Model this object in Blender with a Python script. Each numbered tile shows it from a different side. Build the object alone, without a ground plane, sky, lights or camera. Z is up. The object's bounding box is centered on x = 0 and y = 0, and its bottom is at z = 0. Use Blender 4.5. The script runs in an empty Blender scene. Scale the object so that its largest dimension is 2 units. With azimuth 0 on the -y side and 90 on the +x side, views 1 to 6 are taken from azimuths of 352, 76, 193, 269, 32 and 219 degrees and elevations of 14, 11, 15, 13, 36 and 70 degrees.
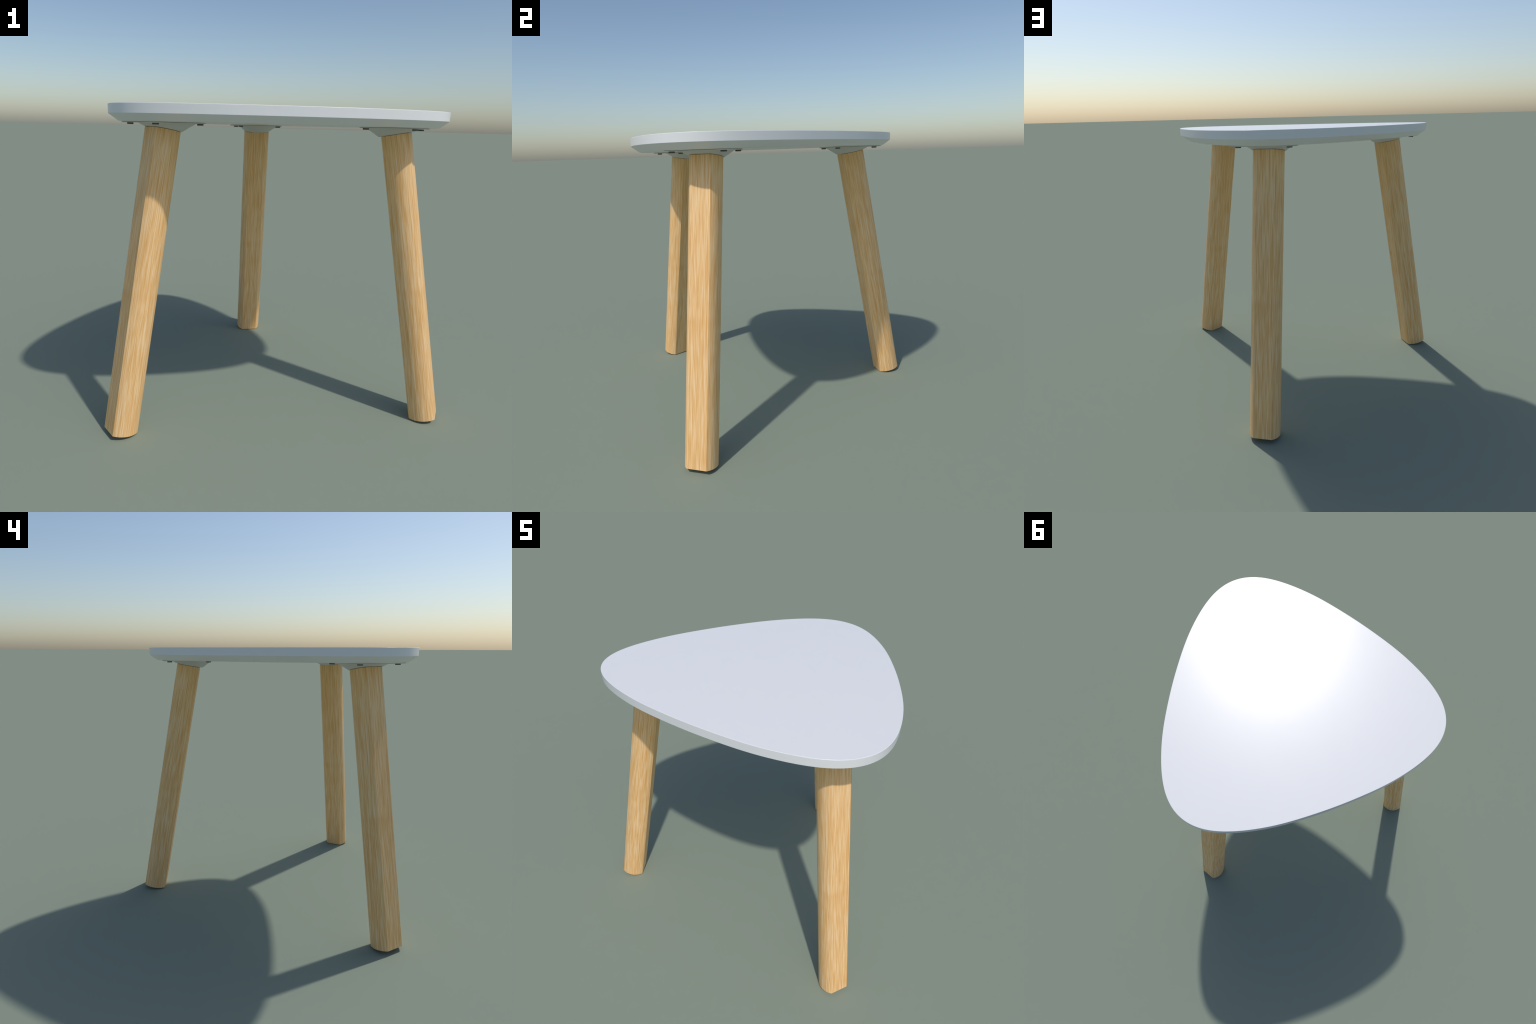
"""Small three-legged side table: white rounded-triangle top, three splayed pale-oak legs
(round poles planed flat on the inner and outer face), each held by a painted metal socket
with a rounded mounting plate and four dark screws."""
import bpy, bmesh, math
from mathutils import Vector, Matrix

# ------------------------------------------------------------------ dimensions
CENTRE = Vector((0.0, -0.177, 0.0))      # three-fold axis of the table
AZIMUTHS = [math.radians(a) for a in (210, -30, 90)]
Z_TOP, Z_EDGE, Z_UNDER = 1.807, 1.759, 1.7215
CHAMFER = 0.053
PLATE_T = 0.0058
Z_PLATE = Z_UNDER - PLATE_T
TILT = math.radians(10.2)
LEG_SIDE, LEG_FLAT, LEG_FACE, LEG_LEN = 0.0918, 0.0758, 0.0575, 1.6970
RHO_FOOT = 1.0460                        # leg centre at the floor, from the axis
SOCKET_R = 0.0985
GAP = 0.0018                             # dark shadow line between leg and socket


# ------------------------------------------------------------------ helpers
def new_object(name, bm, mats, sharp=35, parent=None, matrix=None):
    me = bpy.data.meshes.new(name)
    bmesh.ops.recalc_face_normals(bm, faces=bm.faces)
    lim = math.radians(sharp)
    for f in bm.faces:
        f.smooth = True
    for e in bm.edges:
        e.smooth = not (len(e.link_faces) == 2 and e.calc_face_angle(0.0) > lim)
    bm.to_mesh(me)
    bm.free()
    for m in mats:
        me.materials.append(m)
    ob = bpy.data.objects.new(name, me)
    bpy.context.scene.collection.objects.link(ob)
    if parent:
        ob.parent = parent
    if matrix:
        ob.matrix_local = matrix
    return ob


def loft(bm, rings, cap_start=True, cap_end=True):
    loops = [[bm.verts.new(p) for p in ring] for ring in rings]
    n = len(loops[0])
    for a, b in zip(loops, loops[1:]):
        for i in range(n):
            j = (i + 1) % n
            bm.faces.new((a[i], a[j], b[j], b[i]))
    if cap_start:
        bm.faces.new(loops[0][::-1])
    if cap_end:
        bm.faces.new(loops[-1])
    return loops


def inset_ring(points, d):
    n, out = len(points), []
    for i in range(n):
        t = (points[(i + 1) % n] - points[i - 1]).normalized()
        out.append(points[i] - Vector((t.y, -t.x)) * d)
    return out


def nodes_of(name):
    m = bpy.data.materials.new(name)
    m.use_nodes = True
    nt = m.node_tree
    return m, nt, nt.nodes["Principled BSDF"]


# ------------------------------------------------------------------ materials
def paint(name, colour, rough, spec=0.5, grain=0.02):
    m, nt, b = nodes_of(name)
    tc = nt.nodes.new("ShaderNodeTexCoord")
    no = nt.nodes.new("ShaderNodeTexNoise")
    no.inputs["Scale"].default_value = 7.0
    no.inputs["Detail"].default_value = 3.0
    ramp = nt.nodes.new("ShaderNodeValToRGB")
    lo = [c * (1 - grain) for c in colour]
    ramp.color_ramp.elements[0].position = 0.3
    ramp.color_ramp.elements[0].color = (*lo, 1)
    ramp.color_ramp.elements[1].position = 0.7
    ramp.color_ramp.elements[1].color = (*colour, 1)
    nt.links.new(tc.outputs["Object"], no.inputs["Vector"])
    nt.links.new(no.outputs["Fac"], ramp.inputs["Fac"])
    nt.links.new(ramp.outputs["Color"], b.inputs["Base Color"])
    b.inputs["Roughness"].default_value = rough
    b.inputs["Specular IOR Level"].default_value = spec
    return m


def wood():
    m, nt, b = nodes_of("pale_oak")
    N, L = nt.nodes.new, nt.links.new
    tc = N("ShaderNodeTexCoord")

    def noise(scale, detail, rough, dist=0.0):
        mp = N("ShaderNodeMapping")
        mp.inputs["Scale"].default_value = scale
        n = N("ShaderNodeTexNoise")
        n.inputs["Scale"].default_value = 1.0
        n.inputs["Detail"].default_value = detail
        n.inputs["Roughness"].default_value = rough
        n.inputs["Distortion"].default_value = dist
        L(tc.outputs["Object"], mp.inputs["Vector"])
        L(mp.outputs["Vector"], n.inputs["Vector"])
        return n.outputs["Fac"]

    def math_node(op, a, bb):
        n = N("ShaderNodeMath")
        n.operation = op
        for i, v in enumerate((a, bb)):
            if isinstance(v, (int, float)):
                n.inputs[i].default_value = v
            else:
                L(v, n.inputs[i])
        return n.outputs[0]

    blotch = noise((8, 8, 6.0), 2.0, 0.5, 0.3)
    broad = noise((95, 95, 3.2), 2.0, 0.5, 0.15)
    mid = noise((235, 235, 5.5), 2.0, 0.55, 0.2)
    fine = noise((400, 400, 8.0), 1.0, 0.5)
    s = math_node("ADD", math_node("MULTIPLY", broad, 0.22), math_node("MULTIPLY", mid, 0.48))
    s = math_node("ADD", s, math_node("MULTIPLY", fine, 0.30))
    s = math_node("ADD", s, math_node("MULTIPLY", math_node("SUBTRACT", blotch, 0.5), 0.10))
    # a faint warmer belt across the grain a little below mid-height
    sep = N("ShaderNodeSeparateXYZ")
    L(tc.outputs["Object"], sep.inputs[0])
    d = math_node("ABSOLUTE", math_node("SUBTRACT", sep.outputs["Z"], 0.80), 0.0)
    belt = N("ShaderNodeMapRange")
    belt.interpolation_type = "SMOOTHSTEP"
    belt.inputs["From Min"].default_value = 0.0
    belt.inputs["From Max"].default_value = 0.045
    belt.inputs["To Min"].default_value = 0.028
    belt.inputs["To Max"].default_value = 0.0
    L(d, belt.inputs["Value"])
    s = math_node("SUBTRACT", s, math_node("MULTIPLY", belt.outputs["Result"], math_node("MULTIPLY", blotch, 1.6)))
    ramp = N("ShaderNodeValToRGB")
    els = ramp.color_ramp.elements
    els[0].position, els[0].color = 0.395, (*WOOD_DARK, 1)
    els[1].position, els[1].color = 0.605, (*WOOD_LIGHT, 1)
    e = els.new(0.50)
    e.color = (*WOOD_MID, 1)
    L(s, ramp.inputs["Fac"])
    L(ramp.outputs["Color"], b.inputs["Base Color"])
    b.inputs["Roughness"].default_value = 0.55
    b.inputs["Specular IOR Level"].default_value = 0.4
    bump = N("ShaderNodeBump")
    bump.inputs["Strength"].default_value = 0.04
    bump.inputs["Distance"].default_value = 0.002
    L(s, bump.inputs["Height"])
    L(bump.outputs["Normal"], b.inputs["Normal"])
    return m


WOOD_DARK = (0.76, 0.400, 0.130)
WOOD_MID = (0.865, 0.530, 0.232)
WOOD_LIGHT = (0.93, 0.66, 0.375)
MAT_TOP = paint("white_lacquer", (0.80, 0.80, 0.80), 0.31, 0.5, 0.006)
MAT_BRACKET = paint("bracket_grey_white", (0.64, 0.64, 0.62), 0.45, 0.4, 0.01)
MAT_SCREW = paint("dark_steel", (0.11, 0.11, 0.108), 0.5, 0.4, 0.05)
MAT_WOOD = wood()

# ------------------------------------------------------------------ root
table = bpy.data.objects.new("side_table", None)
table.empty_display_size = 0.2
table["label"] = "white rounded-triangle side table with three splayed pale wooden legs"
table["category"] = "table"
bpy.context.scene.collection.objects.link(table)


# ------------------------------------------------------------------ tabletop
def top_radius(a):
    """Rounded triangle as a polar curve, corners at a = 0, 120, 240 degrees."""
    return (0.8729 + 0.1199 * math.cos(3 * a) + 0.0198 * math.cos(6 * a)
            + 0.0048 * math.cos(9 * a) + 0.0013 * math.cos(12 * a))


def build_top():
    n = 288
    base = []
    for i in range(n):
        a = 2 * math.pi * i / n
        r = top_radius(a - 0.0026)
        base.append(Vector((-r * math.sin(a), r * math.cos(a))))
    # profile: (inset from the outline, height), underside to top face
    prof = [(CHAMFER + 0.10, Z_UNDER), (CHAMFER + 0.0095, Z_UNDER)]
    for k in range(5):                       # soft lower edge of the chamfer
        t = k / 4
        p0, p1, p2 = ((CHAMFER + 0.008, Z_UNDER), (CHAMFER, Z_UNDER),
                      (CHAMFER - 0.008, Z_UNDER + 0.0055))
        prof.append(tuple((1 - t) ** 2 * a + 2 * t * (1 - t) * b + t * t * c
                          for a, b, c in zip(p0, p1, p2)))
    prof += [(0.0007, Z_EDGE), (0.0006, Z_EDGE + 0.002), (0.0001, Z_TOP - 0.004)]
    rr = 0.0019                              # eased upper edge
    for k in range(5):
        t = k / 4 * math.pi / 2
        prof.append((rr * (1 - math.cos(t)), Z_TOP - rr + rr * math.sin(t)))
    prof += [(rr + 0.0008, Z_TOP), (0.03, Z_TOP)]
    rings = [[Vector((p.x, p.y, z)) for p in inset_ring(base, d)] for d, z in prof]
    bm = bmesh.new()
    loft(bm, rings)
    return new_object("tabletop", bm, [MAT_TOP], 30, table, Matrix.Translation(CENTRE))


build_top()


# ------------------------------------------------------------------ legs
def leg_section(f, w, side, arc=24, flat=8):
    """Two flats at x = +f and -f (half-width w) joined by bulging arcs that reach y = +-side."""
    sag = side - w
    r = (f * f + sag * sag) / (2 * sag)
    a0 = math.acos(f / r)
    cy = side - r
    pts = [Vector((f, -w + 2 * w * k / flat)) for k in range(flat)]
    pts += [Vector((r * math.cos(a), cy + r * math.sin(a)))
            for a in (a0 + (math.pi - 2 * a0) * k / arc for k in range(arc))]
    return pts + [-p for p in pts]


def leg_mesh():
    bm = bmesh.new()
    sec = leg_section(LEG_FLAT, LEG_FACE, LEG_SIDE)
    ease = 0.0008
    rings = [[Vector((p.x, p.y, z)) for p in inset_ring(sec, d)]
             for d, z in ((ease, 0.0), (0.0, ease), (0.0, LEG_LEN - 0.0006), (0.0006, LEG_LEN))]
    loft(bm, rings)
    return bm


def leg_frame(az):
    """Leg coordinates: z along the leg, x outward, origin at the foot centre."""
    foot = Vector((RHO_FOOT, 0, LEG_FLAT * math.sin(TILT)))
    return (Matrix.Translation(CENTRE) @ Matrix.Rotation(az, 4, "Z")
            @ Matrix.Translation(foot) @ Matrix.Rotation(-TILT, 4, "Y"))


first = None
for az in AZIMUTHS:
    if first is None:
        first = new_object("leg", leg_mesh(), [MAT_WOOD], 20, table, leg_frame(az))
    else:
        ob = first.copy()
        bpy.context.scene.collection.objects.link(ob)
        ob.parent = table
        ob.matrix_local = leg_frame(az)


# ------------------------------------------------------------------ brackets
SCREWS = [(0.8605, 0.1455), (0.597, 0.1345), (0.598, -0.1365), (0.8605, -0.1495)]  # radial, tangential


def rounded_quad(corners, r, per=16, side=8):
    """Rounded outline around corner centres given counter-clockwise."""
    pts, n = [], len(corners)
    cs = [Vector(c) for c in corners]
    for i in range(n):
        a, b, c = cs[i - 1], cs[i], cs[(i + 1) % n]
        d0, d1 = (b - a).normalized(), (c - b).normalized()
        n0, n1 = Vector((d0.y, -d0.x)), Vector((d1.y, -d1.x))
        t0 = math.atan2(n0.y, n0.x)
        t1 = math.atan2(n1.y, n1.x)
        while t1 < t0:
            t1 += 2 * math.pi
        arc = [b + r * Vector((math.cos(t0 + (t1 - t0) * k / per), math.sin(t0 + (t1 - t0) * k / per)))
               for k in range(per + 1)]
        pts += arc
        e = c + r * n1
        pts += [arc[-1].lerp(e, k / side) for k in range(1, side)]
    return pts


def bracket_mesh():
    bm = bmesh.new()
    # mounting plate, in table-local bracket coordinates (x radial, y tangential, z up)
    plate = rounded_quad([(0.864, 0.1450), (0.606, 0.118), (0.606, -0.120), (0.863, -0.1475)], 0.046)
    e = 0.0012
    shadow_step = 0.007                             # plate cut back at its top to draw a dark shadow line
    rings = [[Vector((p.x, p.y, z)) for p in inset_ring(plate, d)]
             for d, z in ((shadow_step, Z_UNDER + 0.001), (shadow_step, Z_UNDER - 0.0016), (0.0, Z_UNDER - 0.0016),
                          (0.0, Z_PLATE + e), (e, Z_PLATE))]
    loft(bm, rings)
    # hollow-looking socket: rounded square under the plate, lofted to a tilted circle round the leg
    n = 96
    h, cr, cx = 0.137, 0.092, 0.7195
    axis_top = Vector((RHO_FOOT, 0, LEG_FLAT * math.sin(TILT))) + (LEG_LEN + GAP) * Vector(
        (-math.sin(TILT), 0, math.cos(TILT)))
    ox, up = Vector((math.cos(TILT), 0, math.sin(TILT))), Vector((-math.sin(TILT), 0, math.cos(TILT)))
    top, rim, lip = [], [], []
    for i in range(n):
        a = 2 * math.pi * i / n
        c, s = math.cos(a), math.sin(a)
        # ray from the middle to a rounded square
        lo, hi = 0.0, 0.4
        for _ in range(40):
            m = (lo + hi) / 2
            qx, qy = max(abs(m * c) - (h - cr), 0), max(abs(m * s) - (h - cr), 0)
            lo, hi = (m, hi) if qx * qx + qy * qy < cr * cr else (lo, m)
        top.append(Vector((cx + lo * c, lo * s, Z_PLATE + 0.0004)))
        rim.append(axis_top + SOCKET_R * (c * ox) + Vector((0, SOCKET_R * s, 0)))
        q = SOCKET_R - 0.008
        lip.append(axis_top + q * (c * ox) + Vector((0, q * s, 0)))
    def between(t):
        return [p.lerp(q, t) for p, q in zip(top, rim)]
    flare = [Vector((cx + (p.x - cx) * 1.03, p.y * 1.03, p.z)) for p in top]
    rings = [flare, between(0.05), between(0.5), between(0.93)]
    b = between(0.93)
    for k in range(1, 6):
        t = k / 5
        rings.append([(1 - t) ** 2 * p + 2 * t * (1 - t) * q + t * t * r for p, q, r in zip(b, rim, lip)])
    for dz in (0.0, -GAP - 0.001):          # short neck that seats on the end of the leg
        rings.append([axis_top + dz * up + 0.070 * math.cos(2 * math.pi * i / n) * ox
                      + Vector((0, 0.070 * math.sin(2 * math.pi * i / n), 0)) for i in range(n)])
    loft(bm, rings)
    return bm


def screw_mesh():
    bm = bmesh.new()
    R, hgt, n = 0.0169, 0.0085, 32
    def ring(r, z):
        return [Vector((r * math.cos(2 * math.pi * i / n), r * math.sin(2 * math.pi * i / n), z)) for i in range(n)]
    def hexa(r, z):                      # hexagonal key recess
        out = []
        for i in range(n):
            a = 2 * math.pi * i / n
            k = math.cos(math.pi / 6) / math.cos((a % (math.pi / 3)) - math.pi / 6)
            out.append(Vector((r * k * math.cos(a), r * k * math.sin(a), z)))
        return out
    loft(bm, [ring(R, 0.0015), ring(R, -hgt + 0.0012), ring(R - 0.0012, -hgt),
              hexa(0.0085, -hgt), hexa(0.0082, -hgt + 0.0045)])
    return bm


bracket = screw = None
for az in AZIMUTHS:
    M = Matrix.Translation(CENTRE) @ Matrix.Rotation(az, 4, "Z")
    if bracket is None:
        bracket = ob = new_object("bracket", bracket_mesh(), [MAT_BRACKET], 32, table, M)
    else:
        ob = bracket.copy()
        bpy.context.scene.collection.objects.link(ob)
        ob.parent = table
        ob.matrix_local = M
    for rho, tau in SCREWS:
        T = Matrix.Translation((rho, tau, Z_PLATE)) @ Matrix.Rotation(rho * 9 + tau * 7 + az, 4, "Z")
        if screw is None:
            screw = new_object("screw", screw_mesh(), [MAT_SCREW], 30, ob, T)
        else:
            sc = screw.copy()
            bpy.context.scene.collection.objects.link(sc)
            sc.parent = ob
            sc.matrix_local = T
